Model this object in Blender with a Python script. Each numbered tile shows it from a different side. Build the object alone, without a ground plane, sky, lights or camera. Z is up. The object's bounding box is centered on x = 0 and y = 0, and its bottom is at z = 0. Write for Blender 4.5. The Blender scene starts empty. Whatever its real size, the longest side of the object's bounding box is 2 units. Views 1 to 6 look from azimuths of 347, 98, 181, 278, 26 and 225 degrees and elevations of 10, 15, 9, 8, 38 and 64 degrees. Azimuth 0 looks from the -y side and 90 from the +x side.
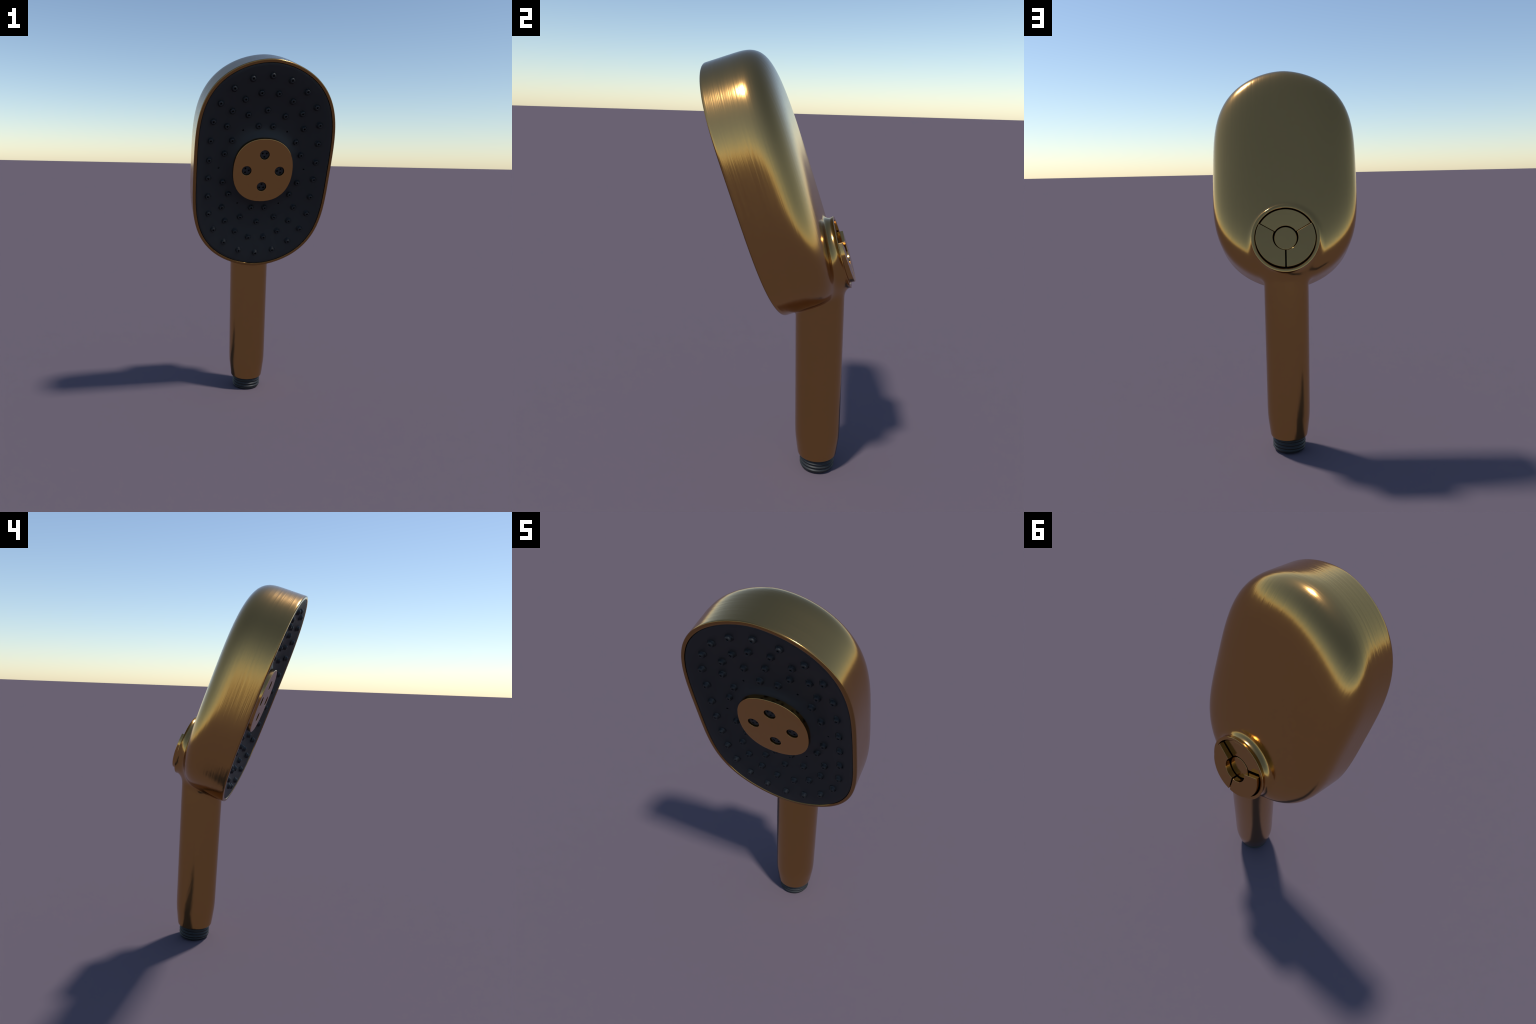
# Hand-held shower head: brushed brass housing (head, neck and handle in one smooth
# casting), dark dished spray plate with nozzles, brass centre disc with jet inserts,
# three-way selector button on the back, dark threaded connector at the foot.
import bpy, bmesh, math
import numpy as np
from mathutils import Vector, Matrix

# ------------------------------------------------------------------ dimensions
TILT = math.radians(20.1)                # lean of the spray face
C0 = np.array([0.0, -0.1427, 1.3900])    # centre of the spray face
VX = np.array([1.0, 0.0, 0.0])
VV = np.array([0.0, -math.sin(TILT), math.cos(TILT)])   # up along the face
VT = np.array([0.0, math.cos(TILT), math.sin(TILT)])    # depth, from face to back
HALF_W, HALF_H = 0.3851, 0.596           # head outline
EXP_X, EXP_V = 1.78, 3.643               # fullness of the outline
OUT_V0 = -0.0014                         # outline centre along the face
DRAFT_X, DRAFT_V = 0.031, 0.074          # slight draft of the wall per metre of depth
WALL_T, BACK_T = 0.1074, 0.2755          # where the straight wall ends, apex of the back
DOME_S, DOME_W = 2.174, 3.55             # roundness of the back
RIM_FRONT, RIM_SEAM, RIM_WIDTH = -0.0102, 0.003, 0.0165
FACE_SLOPE = 0.003                       # the face leans a touch less than the back
NECK_V, NECK_R, LIP_R, LIP_T = -0.389, 0.1650, 0.1700, 0.3125
SEAT_SLOPE = 0.032                       # the button seat leans a little off the face
HANDLE_FOOT = np.array([0.0, 0.2235, 0.0])
HANDLE_DIR = np.array([0.0, 0.197 - 0.2235, 0.804])
HANDLE_DIR = HANDLE_DIR / np.linalg.norm(HANDLE_DIR)
HANDLE_TOP = 1.0
HANDLE_PROFILE = [(0.060, 0.0950), (0.0745, 0.0966), (0.080, 0.0975), (0.120, 0.1030),
                  (0.170, 0.1090), (0.200, 0.1110), (0.235, 0.1118),
                  (0.450, 0.1128), (0.810, 0.1145), (1.100, 0.1150)]
HANDLE_BOTTOM = 0.0745
BASE = Vector((0.0, 0.2235, 0.0))


def world(x, v, t):
    x, v, t = np.broadcast_arrays(np.asarray(x, float), v, t)
    return C0 + x[..., None] * VX + v[..., None] * VV + t[..., None] * VT


FRAME = Matrix(((-1, VV[0], VT[0], C0[0]), (0, VV[1], VT[1], C0[1]),
                (0, VV[2], VT[2], C0[2]), (0, 0, 0, 1)))

# ------------------------------------------------------------------ materials


def new_material(name, base, metallic, rough, spec=0.5):
    m = bpy.data.materials.new(name)
    m.use_nodes = True
    b = m.node_tree.nodes['Principled BSDF']
    b.inputs['Base Color'].default_value = (*base, 1)
    b.inputs['Metallic'].default_value = metallic
    b.inputs['Roughness'].default_value = rough
    b.inputs['Specular IOR Level'].default_value = spec
    return m, m.node_tree.nodes, m.node_tree.links, b


def make_brass(name, base, rough, streak):
    """Brushed brass: hairlines run along the head, as faint bump and gloss changes."""
    m, N, L, b = new_material(name, base, 1.0, rough)
    tc = N.new('ShaderNodeTexCoord')
    turn = N.new('ShaderNodeMapping')
    turn.inputs['Rotation'].default_value = (-TILT, 0, 0)
    L.new(tc.outputs['Object'], turn.inputs['Vector'])

    def hairlines(scale):
        stretch = N.new('ShaderNodeMapping')
        stretch.inputs['Scale'].default_value = scale
        L.new(turn.outputs['Vector'], stretch.inputs['Vector'])
        n = N.new('ShaderNodeTexNoise')
        n.inputs['Scale'].default_value = 1.0
        n.inputs['Detail'].default_value = 2.0
        n.inputs['Roughness'].default_value = 0.55
        L.new(stretch.outputs['Vector'], n.inputs['Vector'])
        return n.outputs['Fac']

    around_wall = hairlines((2.0, 90, 2.0))     # run round the wall
    along_back = hairlines((90, 2.0, 2.0))      # run up the back
    facing = N.new('ShaderNodeVectorMath')
    facing.operation = 'DOT_PRODUCT'
    facing.inputs[1].default_value = tuple(VT)
    L.new(tc.outputs['Normal'], facing.inputs[0])
    blend = N.new('ShaderNodeMapRange')
    blend.inputs['From Min'].default_value = 0.45
    blend.inputs['From Max'].default_value = 0.75
    L.new(facing.outputs['Value'], blend.inputs['Value'])
    hair = N.new('ShaderNodeMix')
    L.new(blend.outputs['Result'], hair.inputs['Factor'])
    L.new(around_wall, hair.inputs['A'])
    L.new(along_back, hair.inputs['B'])
    bump = N.new('ShaderNodeBump')
    bump.inputs['Strength'].default_value = streak
    bump.inputs['Distance'].default_value = 0.004
    L.new(hair.outputs['Result'], bump.inputs['Height'])
    L.new(bump.outputs['Normal'], b.inputs['Normal'])
    rr = N.new('ShaderNodeMapRange')
    rr.inputs['To Min'].default_value = rough - 0.03
    rr.inputs['To Max'].default_value = rough + 0.03
    L.new(hair.outputs['Result'], rr.inputs['Value'])
    L.new(rr.outputs['Result'], b.inputs['Roughness'])
    return m


def make_rubber(name, base, rough, spec=0.5):
    m, N, L, b = new_material(name, base, 0.0, rough, spec)
    tc = N.new('ShaderNodeTexCoord')
    grain = N.new('ShaderNodeTexNoise')
    grain.inputs['Scale'].default_value = 240
    L.new(tc.outputs['Object'], grain.inputs['Vector'])
    bump = N.new('ShaderNodeBump')
    bump.inputs['Strength'].default_value = 0.05
    bump.inputs['Distance'].default_value = 0.001
    L.new(grain.outputs['Fac'], bump.inputs['Height'])
    L.new(bump.outputs['Normal'], b.inputs['Normal'])
    return m


BRASS = make_brass('brushed_brass', (0.504, 0.290, 0.097), 0.17, 0.12)
BRASS_BUTTON = make_brass('satin_brass', (0.504, 0.290, 0.097), 0.14, 0.02)
BRASS_RIM = make_brass('rim_brass_darkened', (0.350, 0.197, 0.064), 0.18, 0.02)  # housing brass colour times about 0.7: darker brown band on the rim front
DARK = make_rubber('dark_plastic', (0.0150, 0.0174, 0.0190), 0.55, 0.40)
TIP = make_rubber('nozzle_rubber_darkened', (0.0125, 0.0142, 0.0158), 0.52, 0.38)  # plate colour taken darker to mute skylight on upward nozzle sides
HOLE = make_rubber('black_hole', (0.003, 0.003, 0.003), 0.9)
THREAD = make_rubber('thread_plastic', (0.0200, 0.0215, 0.0220), 0.45, 0.35)

# ------------------------------------------------------------------ object helpers
root = bpy.data.objects.new('hand_shower', None)
root.location = BASE
root['label'] = 'brushed brass hand shower with dark oval spray plate'
root['category'] = 'shower head'
bpy.context.scene.collection.objects.link(root)


def add_object(name, mesh, parent, matrix=None):
    """matrix: placement in the world frame (identity by default)."""
    o = bpy.data.objects.new(name, mesh)
    bpy.context.scene.collection.objects.link(o)
    o.parent = parent
    mw = matrix if matrix is not None else Matrix.Identity(4)
    pw = WORLD.get(parent.name, Matrix.Translation(BASE))
    o.matrix_local = pw.inverted() @ mw
    WORLD[o.name] = mw
    return o


WORLD = {}


def mesh_from(name, verts, faces, mat, smooth=True):
    me = bpy.data.meshes.new(name)
    me.from_pydata([tuple(p) for p in verts], [], [tuple(f) for f in faces])
    me.materials.append(mat)
    me.update()
    if smooth:
        me.polygons.foreach_set('use_smooth', [True] * len(me.polygons))
    return me


def sharpen(me, angle=35):
    me.set_sharp_from_angle(angle=math.radians(angle))


def rings_mesh(name, rings, mat, cap_start=False, cap_end=False, angle=35):
    """Loft through closed rings of equal count."""
    n = len(rings[0])
    verts = [p for r in rings for p in r]
    faces = []
    for i in range(len(rings) - 1):
        for j in range(n):
            k = (j + 1) % n
            faces.append((i * n + j, i * n + k, (i + 1) * n + k, (i + 1) * n + j))
    if cap_start:
        faces.append(tuple(range(n))[::-1])
    if cap_end:
        faces.append(tuple((len(rings) - 1) * n + j for j in range(n)))
    me = mesh_from(name, verts, faces, mat)
    bm = bmesh.new()
    bm.from_mesh(me)
    bmesh.ops.recalc_face_normals(bm, faces=bm.faces)
    bm.to_mesh(me)
    bm.free()
    sharpen(me, angle)
    return me


def revolve(name, profile, mat, seg=48, cap_start=False, cap_end=False, angle=35):
    a = np.linspace(0, 2 * np.pi, seg, endpoint=False)
    rings = [np.stack([r * np.cos(a), r * np.sin(a), np.full(seg, h)], -1) for r, h in profile]
    return rings_mesh(name, rings, mat, cap_start, cap_end, angle)


def apply_modifiers(o):
    dg = bpy.context.evaluated_depsgraph_get()
    dg.update()
    me = bpy.data.meshes.new_from_object(o.evaluated_get(dg))
    old = o.data
    o.modifiers.clear()
    o.data = me
    if old.users == 0:
        bpy.data.meshes.remove(old)
    return o


# ------------------------------------------------------------------ head outline


def fullness(x, v):
    """1 on the outline, below 1 inside; the crown is eased so it has no crease."""
    e = 0.05
    ax = (((x / HALF_W) ** 2 + e * e) ** (EXP_X / 2) - e ** EXP_X) / ((1 + e * e) ** (EXP_X / 2) - e ** EXP_X)
    return ax + np.abs((v - OUT_V0) / HALF_H) ** EXP_V


def rho(x, v):
    """Radius as a share of the outline radius in the same direction."""
    x, v = np.asarray(x, float), np.asarray(v, float) - OUT_V0
    lo, hi = np.full(np.broadcast(x, v).shape, 1e-3), np.full(np.broadcast(x, v).shape, 8.0)
    for _ in range(46):
        m = (lo + hi) / 2
        out = fullness(x / m, v / m + OUT_V0) > 1
        lo, hi = np.where(out, m, lo), np.where(out, hi, m)
    return (lo + hi) / 2


def outline(n, inset=0.0, t=0.0):
    """Points of the outline at depth t, moved inwards by inset (metres)."""
    a = np.linspace(0, 2 * np.pi, 4 * n, endpoint=False)
    k = 1 / rho(np.cos(a), np.sin(a) + OUT_V0)
    x, v = k * np.cos(a), k * np.sin(a)
    d = np.hypot(np.diff(np.append(x, x[0])), np.diff(np.append(v, v[0])))
    L = np.concatenate([[0], np.cumsum(d)])     # even spacing along the curve
    ang = np.interp(np.linspace(0, L[-1], n, endpoint=False), L, np.append(a, 2 * np.pi))
    k = 1 / rho(np.cos(ang), np.sin(ang) + OUT_V0)
    x, v = k * np.cos(ang), k * np.sin(ang) + OUT_V0
    e = 1e-4
    gx = fullness(x + e, v) - fullness(x - e, v)
    gv = fullness(x, v + e) - fullness(x, v - e)
    g = np.hypot(gx, gv)
    return (x - inset * gx / g) * (1 - DRAFT_X * t), (v - inset * gv / g) * (1 - DRAFT_V * t)


# ------------------------------------------------------------------ housing as an implicit surface
def dome(x, v, t):
    x, v = x / (1 - DRAFT_X * t), v / (1 - DRAFT_V * t)
    w = np.maximum((t - WALL_T) / (BACK_T - WALL_T), 0)
    return (fullness(x, v) ** DOME_S + w ** DOME_W) ** (1 / DOME_W) - 1


def smooth_min(a, b, k):
    h = np.maximum(k - np.abs(a - b), 0) / k
    return np.minimum(a, b) - h * h * k * 0.25


HP = np.array(HANDLE_PROFILE)


def handle_radius(s):
    # piecewise-linear profile, lightly rounded at its corners
    e = 0.004
    return (np.interp(s - e, HP[:, 0], HP[:, 1]) + 2 * np.interp(s, HP[:, 0], HP[:, 1])
            + np.interp(s + e, HP[:, 0], HP[:, 1])) / 4


def housing(x, v, t):
    e = 1e-3
    g = dome(x, v, t)
    gx = (dome(x + e, v, t) - g) / e
    gv = (dome(x, v + e, t) - g) / e
    gt = (dome(x, v, t + e) - g) / e
    head = g / np.maximum(np.sqrt(gx * gx + gv * gv + gt * gt), 0.8)
    head = np.maximum(head, RIM_SEAM - 0.02 - t)
    # handle: turned profile about its leaning axis
    py = C0[1] + v * VV[1] + t * VT[1] - HANDLE_FOOT[1]
    pz = C0[2] + v * VV[2] + t * VT[2] - HANDLE_FOOT[2]
    s = py * HANDLE_DIR[1] + pz * HANDLE_DIR[2]
    side = py * HANDLE_DIR[2] - pz * HANDLE_DIR[1]
    handle = np.hypot(x, side) - handle_radius(s)
    handle = -smooth_min(-handle, s - HANDLE_BOTTOM, 0.010)
    handle = np.maximum(handle, s - HANDLE_TOP)
    # neck: round boss with a hollowed flank that flares out to the button lip
    seat = LIP_T + SEAT_SLOPE * (v - NECK_V)
    flare = np.clip(1 - (seat - t) / 0.020, 0, 1.4)
    neck = np.hypot(x, v - NECK_V) - (NECK_R + (LIP_R - NECK_R) * flare ** 2)
    neck = np.maximum(neck, 0.13 - t)
    body = smooth_min(handle, neck, 0.050)
    return smooth_min(head, body, np.interp(t, [0.10, 0.25], [0.028, 0.036]))


def housing_gradient(x, v, t, e=8e-4):
    gx = housing(x + e, v, t) - housing(x - e, v, t)
    gv = housing(x, v + e, t) - housing(x, v - e, t)
    gt = housing(x, v, t + e) - housing(x, v, t - e)
    return np.stack([gx, gv, gt], -1) / (2 * e)


def build_housing():
    h = 0.0055
    t0 = RIM_SEAM - 0.5 * h
    xs = np.arange(-0.41, 0.41 + h, h)
    vs = np.arange(-1.47, 0.62 + h, h)
    ts = t0 - 53 * h + np.arange(int((0.40 - t0) / h) + 53) * h
    shape = (len(xs), len(vs), len(ts))
    F = np.empty(shape, np.float32)
    V2, T2 = np.meshgrid(vs, ts, indexing='ij')
    for i, xx in enumerate(xs):               # slice by slice keeps memory small
        F[i] = housing(np.full_like(V2, xx), V2, T2)
    inside = F < 0
    # surface nets: one vertex in every cell the surface crosses
    nx, nv, nt = (s - 1 for s in shape)
    corners = [(a, b, c) for a in (0, 1) for b in (0, 1) for c in (0, 1)]
    view = lambda A, c: A[c[0]:c[0] + nx, c[1]:c[1] + nv, c[2]:c[2] + nt]
    cnt = sum(view(inside, c).astype(np.int8) for c in corners)
    active = (cnt > 0) & (cnt < 8)
    idx = np.full(active.shape, -1, np.int64)
    cells = np.argwhere(active)
    idx[active] = np.arange(len(cells))
    acc = np.zeros((len(cells), 3))
    num = np.zeros(len(cells))
    fc = {c: view(F, c)[active] for c in corners}
    for c in corners:
        for ax in range(3):
            if c[ax] == 0:
                d = list(c)
                d[ax] = 1
                d = tuple(d)
                a, b = fc[c], fc[d]
                m = (a < 0) != (b < 0)
                u = np.where(m, a / np.where(m, a - b, 1), 0)
                p = np.tile(np.array(c, float), (len(cells), 1))
                p[:, ax] += u
                acc += p * m[:, None]
                num += m
    P = (cells + acc / num[:, None]) * h + np.array([xs[0], vs[0], ts[0]])
    quads = []
    for ax in range(3):
        sl0 = [slice(None)] * 3
        sl1 = [slice(None)] * 3
        sl0[ax], sl1[ax] = slice(0, -1), slice(1, None)
        cross = inside[tuple(sl0)] != inside[tuple(sl1)]
        e = np.argwhere(cross)
        o1, o2 = [a for a in range(3) if a != ax]
        ok = (e[:, o1] > 0) & (e[:, o2] > 0) & (e[:, o1] < shape[o1] - 1) & (e[:, o2] < shape[o2] - 1)
        e = e[ok]
        q = []
        for d1, d2 in ((-1, -1), (0, -1), (0, 0), (-1, 0)):
            f = e.copy()
            f[:, o1] += d1
            f[:, o2] += d2
            q.append(idx[tuple(f.T)])
        q = np.stack(q, -1)
        quads.append(q)
    quads = np.concatenate(quads)
    quads = quads[(quads >= 0).all(1)]
    # settle vertices onto the surface
    for _ in range(4):
        f = housing(*P.T)
        g = housing_gradient(*P.T)
        P -= g * (np.clip(f, -h, h) / np.maximum((g * g).sum(1), 0.2))[:, None]
    # open the front (rim ring closes it) and the button seat
    keep = (P[quads][:, :, 2].min(1) > t0 - 0.2 * h) | (P[quads][:, :, 1].mean(1) < -0.622)
    seat = ((P[:, 2] - LIP_T - SEAT_SLOPE * (P[:, 1] - NECK_V))[quads].max(1) > 0.3 * h) & (np.abs(P[quads][:, :, 1].mean(1) - NECK_V) < 0.25) \
        & (P[quads][:, :, 1].min(1) > -0.6)
    quads = quads[keep & ~seat]
    used = np.unique(quads)
    remap = np.full(len(P), -1)
    remap[used] = np.arange(len(used))
    P, quads = P[used], remap[quads]
    # true up the two open borders
    e = np.sort(np.concatenate([quads[:, [i, (i + 1) % 4]] for i in range(4)]), 1)
    ue, c = np.unique(e, axis=0, return_counts=True)
    border = np.unique(ue[c == 1])
    front = border[(P[border, 2] < 0.1) & (P[border, 1] > -0.63)]
    back = border[P[border, 2] > 0.25]
    for grp, t_at, slope in ((front, RIM_SEAM, 0.0), (back, LIP_T, SEAT_SLOPE)):
        for _ in range(6):
            P[grp, 2] = t_at + slope * (P[grp, 1] - NECK_V)
            f = housing(*P[grp].T)
            g = housing_gradient(*P[grp].T)
            g[:, 2] = 0
            P[grp] -= g * (f / np.maximum((g * g).sum(1), 0.2))[:, None]
    nrm = housing_gradient(P[:, 0], P[:, 1], P[:, 2])
    nrm /= np.linalg.norm(nrm, axis=1)[:, None]
    W = world(*P.T)
    WN = nrm[:, :1] * VX + nrm[:, 1:2] * VV + nrm[:, 2:] * VT
    fn = np.cross(W[quads[:, 2]] - W[quads[:, 0]], W[quads[:, 3]] - W[quads[:, 1]])
    wrong = (fn * WN[quads].sum(1)).sum(1) < 0
    quads[wrong] = quads[wrong][:, ::-1]
    # split by region: which of the three forms lies nearest
    cen = P[quads].mean(1)
    z = W[quads].mean(1)[:, 2]
    d_head = np.abs(dome(*cen.T)) * 0.4
    d_neck = np.hypot(cen[:, 0], cen[:, 1] - NECK_V) - NECK_R
    is_head = d_head < 0.004
    is_neck = ~is_head & (np.abs(d_neck) < 0.02) & (z > 0.93)
    regions = {'head_shell': is_head, 'button_collar': is_neck, 'handle': ~is_head & ~is_neck}
    for name, sel in regions.items():
        q = quads[sel]
        u = np.unique(q)
        r = np.full(len(P), -1)
        r[u] = np.arange(len(u))
        me = mesh_from(name, W[u], r[q], BRASS)
        me.normals_split_custom_set_from_vertices([tuple(n) for n in WN[u]])
        add_object(name, me, root)


build_housing()

# ------------------------------------------------------------------ rim
NSEG = 360
rim_profile = [(0.0, RIM_SEAM), (0.0, RIM_FRONT + 0.005), (0.0006, RIM_FRONT + 0.0028), (0.002, RIM_FRONT + 0.0010),
               (0.004, RIM_FRONT), (RIM_WIDTH - 0.0006, RIM_FRONT), (RIM_WIDTH, RIM_FRONT + 0.0005), (RIM_WIDTH, 0.035), (0.03, 0.040)]
rings = []
for inset, t in rim_profile:
    x, v = outline(NSEG, inset, t)
    rings.append(world(x, v, t + (FACE_SLOPE * v if t < RIM_SEAM else 0)))
rim_mesh = rings_mesh('rim', rings, BRASS, angle=50)
rim_mesh.materials.append(BRASS_RIM)
for p in rim_mesh.polygons:
    if p.index >= NSEG:          # the first ring of faces still belongs to the wall
        p.material_index = 1
add_object('rim', rim_mesh, root)

# ------------------------------------------------------------------ spray plate
PLATE_INSET = RIM_WIDTH + 0.0020


DISC_T = 0.001
DISC_A, DISC_B, DISC_P = 0.168, 0.1815, 2.25
DISH = np.array([(0, .0460), (.40, .0460), (.48, .0455), (.55, .0415), (.635, .0330), (.70, .0235), (.785, .0110),
                 (.85, .0015), (.92, -.0074), (.97, -.0096), (1.0, -.0096), (1.2, -.0096)])


def dish(r):
    """Depth of the dished plate against scaled radius, corners eased."""
    return sum(np.interp(r + d, DISH[:, 0], DISH[:, 1]) for d in (-0.03, -0.015, 0, 0.015, 0.03)) / 5


def plate_t(x, v):
    x, v = np.asarray(x, float), np.asarray(v, float)
    # a low mound carries the centre disc
    s = (np.abs(x / DISC_A) ** DISC_P + np.abs(v / DISC_B) ** DISC_P) ** (1 / DISC_P)
    away = np.maximum((s - 1) * 0.175, 0)
    mound = 0.023 * np.clip(1 - away / 0.065, 0, 1) ** 2
    r = rho(x, v)
    side = (x / HALF_W) ** 2 / np.maximum((x / HALF_W) ** 2 + (v / HALF_H) ** 2, 1e-9)
    r = r - 0.045 * side * np.clip(6 * r * (1 - r), 0, 1)      # the dish runs wider across than along
    return dish(r) - mound + FACE_SLOPE * v


def build_plate():
    rings = []
    ex, ev = outline(NSEG, PLATE_INSET)
    edge_t = float(plate_t(ex, ev).mean())
    fractions = [0.02, 0.15] + list(np.linspace(0.24, 0.955, 44))
    for f in fractions:
        rings.append(world(ex * f, ev * f, plate_t(ex * f, ev * f)))
    for inset, dt in ((0.0140, 0.0), (0.0120, -0.0002), (0.0025, 0.0008), (0.0008, 0.0014), (0.0, 0.0026), (0.0, 0.03)):
        x, v = outline(NSEG, PLATE_INSET + inset)
        rings.append(world(x, v, plate_t(x, v) + dt))
    rings.append(world(ex * 0.5, ev * 0.5, np.full(NSEG, 0.085)))
    return rings_mesh('spray_plate', rings, DARK, True, True, angle=40)


plate = add_object('spray_plate', build_plate(), root)


def mirror4(points):
    out = []
    for x, v in points:
        for sx in ((1, -1) if x else (1,)):
            for sv in ((1, -1) if v else (1,)):
                out.append((x * sx, v * sv))
    return out


NOZZLES = mirror4([(0, .512), (.102, .493), (.193, .439), (.258, .3595), (.290, .2625), (.2985, .1585), (.302, .051),
                   (.0464, .419), (.1275, .382), (.190, .317), (.2126, .2337),
                   (0, .327), (.101, .297),
                   (.040, .238), (.178, .155), (.2157, .082)])
PINHOLES = mirror4([(.122, .212), (.2436, 0)])


def cut(o, cutters):
    for c in cutters:
        m = o.modifiers.new('cut', 'BOOLEAN')
        m.operation = 'DIFFERENCE'
        m.solver = 'EXACT'
        m.object = c
    apply_modifiers(o)
    for c in cutters:
        me = c.data
        bpy.data.objects.remove(c)
        if me.users == 0:
            bpy.data.meshes.remove(me)


def drill(r, depth, matrix, mat, seg=32):
    me = revolve('drill', [(r, -0.02), (r, depth)], mat, seg, True, True)
    return add_object('drill', me, root, matrix)


# pinholes in the plate: one joined cutter each
cut(plate, [drill(0.0048, 0.012, FRAME @ Matrix.Translation((x, v, float(plate_t(x, v)))), HOLE, 20) for x, v in PINHOLES])
sharpen(plate.data, 40)

# nozzle: soft rubber cone with a bore
noz = revolve('nozzle', [(0.0195, 0.0030), (0.0182, -0.0002), (0.0170, -0.0014), (0.0160, -0.0034), (0.0145, -0.0080),
                         (0.0130, -0.0122), (0.0115, -0.0147), (0.0090, -0.0158), (0.0060, -0.0158), (0.0050, -0.0153),
                         (0.0044, -0.0140), (0.0044, 0.0030)], TIP, 32, False, True, angle=60)
noz.materials.append(HOLE)
for p in noz.polygons:
    if len(p.vertices) > 4:
        p.material_index = 1
for x, v in NOZZLES:
    m = FRAME @ Matrix.Translation((x, v, float(plate_t(x, v))))
    add_object('nozzle', noz, plate, m)

# ------------------------------------------------------------------ centre disc
def disc_ring(inset, t, n=160):
    a = np.linspace(0, 2 * np.pi, n, endpoint=False)
    c, s = np.cos(a), np.sin(a)
    x = (DISC_A - inset) * np.sign(c) * np.abs(c) ** (2 / DISC_P)
    v = (DISC_B - inset) * np.sign(s) * np.abs(s) ** (2 / DISC_P)
    return np.stack([x, v, np.full(n, t)], -1)


disc = add_object('center_disc', rings_mesh('center_disc', [
    disc_ring(0.0055, DISC_T), disc_ring(0.0024, DISC_T), disc_ring(0.0007, DISC_T + 0.0007), disc_ring(0, DISC_T + 0.0024), disc_ring(0, 0.060)],
    BRASS_BUTTON, True, True, angle=50), root, FRAME)
JETS = [(0, .0925), (0, -.0925), (.093, 0), (-.093, 0)]
JET_R = 0.0268
cut(disc, [drill(JET_R, DISC_T + 0.030, FRAME @ Matrix.Translation((x, v, 0)), BRASS_BUTTON, 48) for x, v in JETS])
bv = disc.modifiers.new('bevel', 'BEVEL')
bv.width = 0.0018
bv.segments = 2
bv.limit_method = 'ANGLE'
bv.angle_limit = math.radians(50)
bv.harden_normals = True
apply_modifiers(disc)

# jet insert: dark plug with three bores, its triangle turned towards the disc centre
plug = add_object('jet_insert', revolve('jet_insert', [
    (JET_R - 0.0003, 0.032), (JET_R - 0.0003, 0.0115), (0.0245, 0.0110), (0.0235, 0.0090), (0.0220, 0.0085), (0.0200, 0.0085)],
    DARK, 48, True, True, angle=40), disc, FRAME)
bores = []
for k in range(3):
    a = math.radians(90 + 120 * k)
    bores.append(drill(0.0054, 0.024, FRAME @ Matrix.Translation((0.0130 * math.cos(a), 0.0130 * math.sin(a), 0)), HOLE, 20))
cut(plug, bores)
sharpen(plug.data, 40)
plug_mesh = plug.data
bpy.data.objects.remove(plug)
for x, v in JETS:
    turn = math.atan2(-v, -x) - math.radians(90)
    if x == 0:
        turn = math.pi if v > 0 else 0.0
    m = FRAME @ Matrix.Translation((x, v, 0)) @ Matrix.Rotation(turn, 4, 'Z')
    add_object('jet_insert', plug_mesh, disc, m)

# ------------------------------------------------------------------ selector button on the back
SEAT = (FRAME @ Matrix.Translation((0, NECK_V, LIP_T)) @ Matrix.Rotation(math.atan(SEAT_SLOPE), 4, 'X')
        @ Matrix.Translation((0, 0, -LIP_T)))
lip = add_object('button_lip', revolve('button_lip', [
    (LIP_R, LIP_T), (LIP_R - 0.0005, LIP_T + 0.0012), (LIP_R - 0.002, LIP_T + 0.0018), (0.1550, LIP_T + 0.0018), (0.1537, LIP_T + 0.0013),
    (0.1530, LIP_T), (0.1530, 0.258), (0.02, 0.258)], BRASS_BUTTON, 128, False, True, angle=50), root, SEAT)
button = add_object('selector_button', revolve('selector_button', [(0.1525, 0.2585), (0.1525, 0.2610), (0.02, 0.2610)],  # black floor disc: groove shadow between the segments, put in as colour
                                               HOLE, 96, True, True), root, SEAT)


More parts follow.
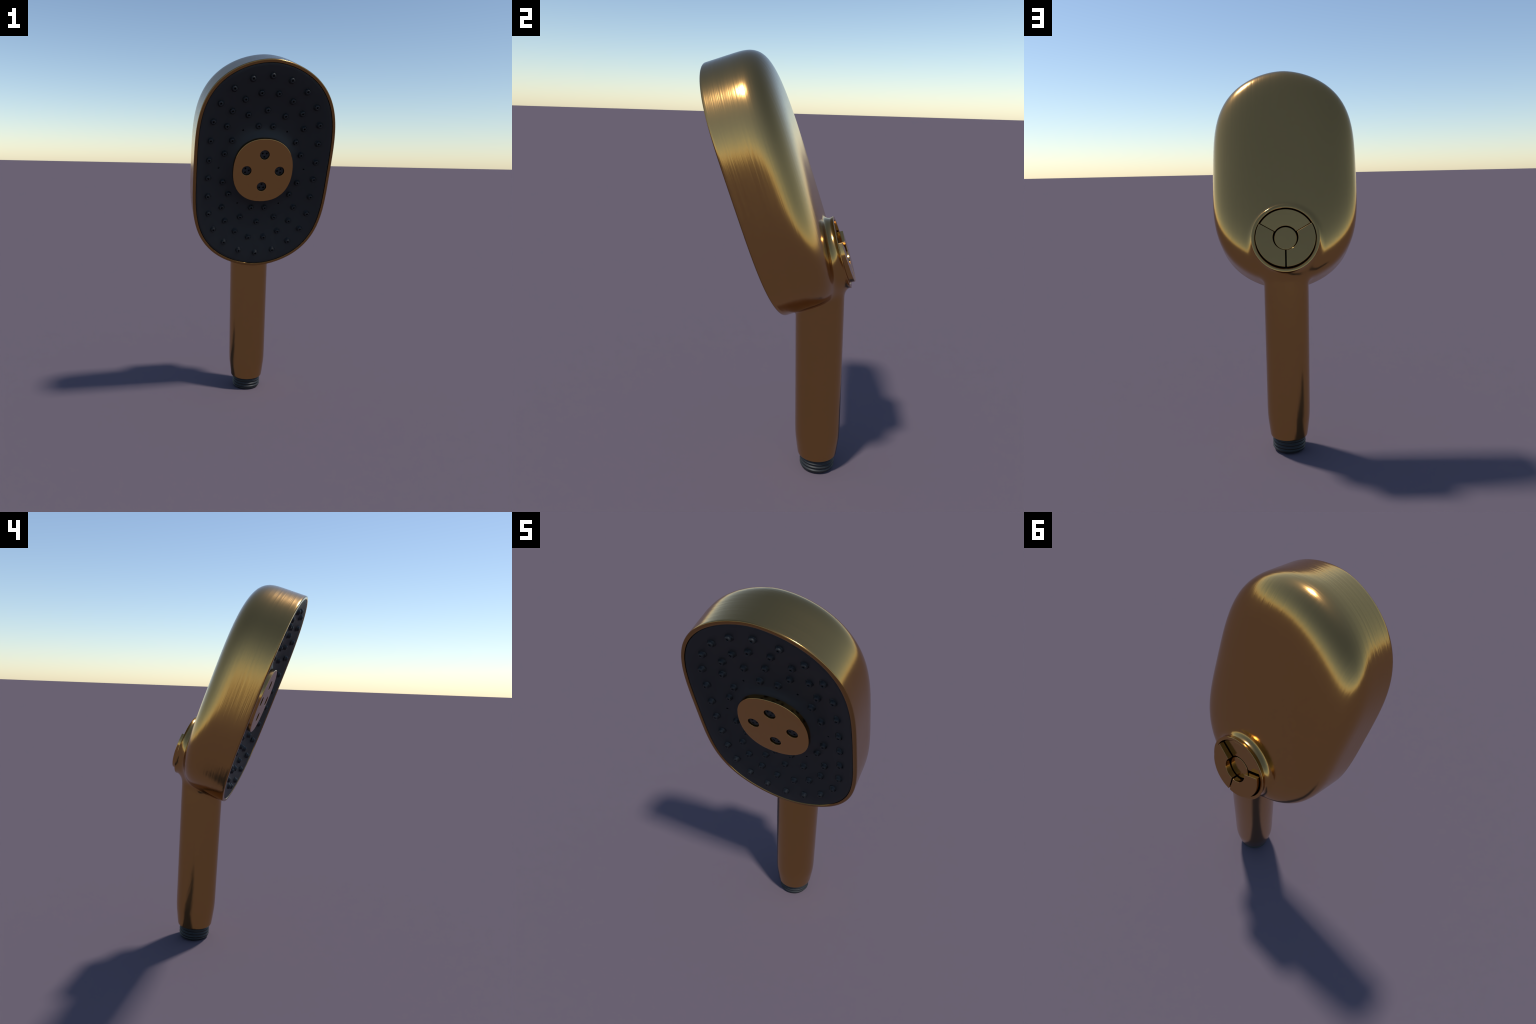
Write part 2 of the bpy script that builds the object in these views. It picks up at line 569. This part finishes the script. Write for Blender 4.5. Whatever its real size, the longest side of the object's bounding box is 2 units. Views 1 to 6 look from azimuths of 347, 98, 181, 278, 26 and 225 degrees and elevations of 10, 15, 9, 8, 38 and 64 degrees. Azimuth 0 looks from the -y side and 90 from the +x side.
def sector(a0, a1, r0, r1, t0, top):
    """Ring sector with parallel gaps; top is a function giving the face height."""
    gap = 0.0038
    n = 32
    out, inn = [], []
    for r, lst in ((r1, out), (r0, inn)):
        d = math.asin(gap / r)
        for a in np.linspace(a0 + d, a1 - d, n):
            lst.append((r * math.cos(a), r * math.sin(a)))
    loop = out + inn[::-1]
    verts = [(x, y, t0) for x, y in loop] + [(x, y, top(x, y)) for x, y in loop]
    m = len(loop)
    faces = []
    for i in range(n - 1):
        a, b, c, d = i, i + 1, m - 2 - i, m - 1 - i
        faces.append((m + a, m + b, m + c, m + d))
        faces.append((d, c, b, a))
    for i in range(m):
        k = (i + 1) % m
        faces.append((i, k, m + k, m + i))
    me = mesh_from('button_segment', verts, faces, BRASS_BUTTON)
    bm = bmesh.new()
    bm.from_mesh(me)
    bmesh.ops.recalc_face_normals(bm, faces=bm.faces)
    bm.to_mesh(me)
    bm.free()
    o = add_object('button_segment', me, button, SEAT)
    b = o.modifiers.new('bevel', 'BEVEL')
    b.width = 0.0016
    b.segments = 3
    b.limit_method = 'ANGLE'
    b.angle_limit = math.radians(40)
    b.harden_normals = True
    for p in me.polygons:
        p.use_smooth = True
    apply_modifiers(o)
    return o


RAD = math.radians
sector(RAD(30), RAD(150), 0.0635, 0.1470, 0.262, lambda x, y: 0.3060 + 0.05 * (y - 0.105))
for a in (150, 270):
    sector(RAD(a), RAD(a + 120), 0.0635, 0.1470, 0.262, lambda x, y: 0.3335 - 0.030 * y)
add_object('button_center', revolve('button_center', [
    (0.0568, 0.258), (0.0568, 0.3015), (0.0563, 0.3025), (0.0553, 0.3030), (0.0535, 0.3030)], BRASS_BUTTON, 96, True, True, angle=40), button, SEAT)

# ------------------------------------------------------------------ threaded connector
axis = Vector(HANDLE_DIR)
rot = Vector((0, 0, 1)).rotation_difference(axis).to_matrix().to_4x4()
foot = Matrix.Translation(BASE + Vector((0, 0, 0.0026))) @ rot
PITCH = 0.0177
rings = []
for z, r in [(0.060, 0.055), (0.0025, 0.055), (0.0, 0.058), (0.0, 0.0765)]:
    a = np.linspace(0, 2 * np.pi, 128, endpoint=False)
    rings.append(np.stack([r * np.cos(a), r * np.sin(a), np.full(128, z)], -1))
for z in np.linspace(0.0025, 0.0780, 80):
    a = np.linspace(0, 2 * np.pi, 128, endpoint=False)
    turn = np.sin(2 * np.pi * (z - 0.0287) / PITCH + a)           # one start, right-handed
    fade = np.clip((0.0700 - z) / 0.006, 0, 1)
    r = np.minimum(0.0840 + 0.0028 * turn * fade, 0.0785 + 0.55 * z)
    rings.append(np.stack([r * np.cos(a), r * np.sin(a), np.full(128, z)], -1))
add_object('threaded_connector', rings_mesh('threaded_connector', rings, THREAD, angle=60), root, foot)
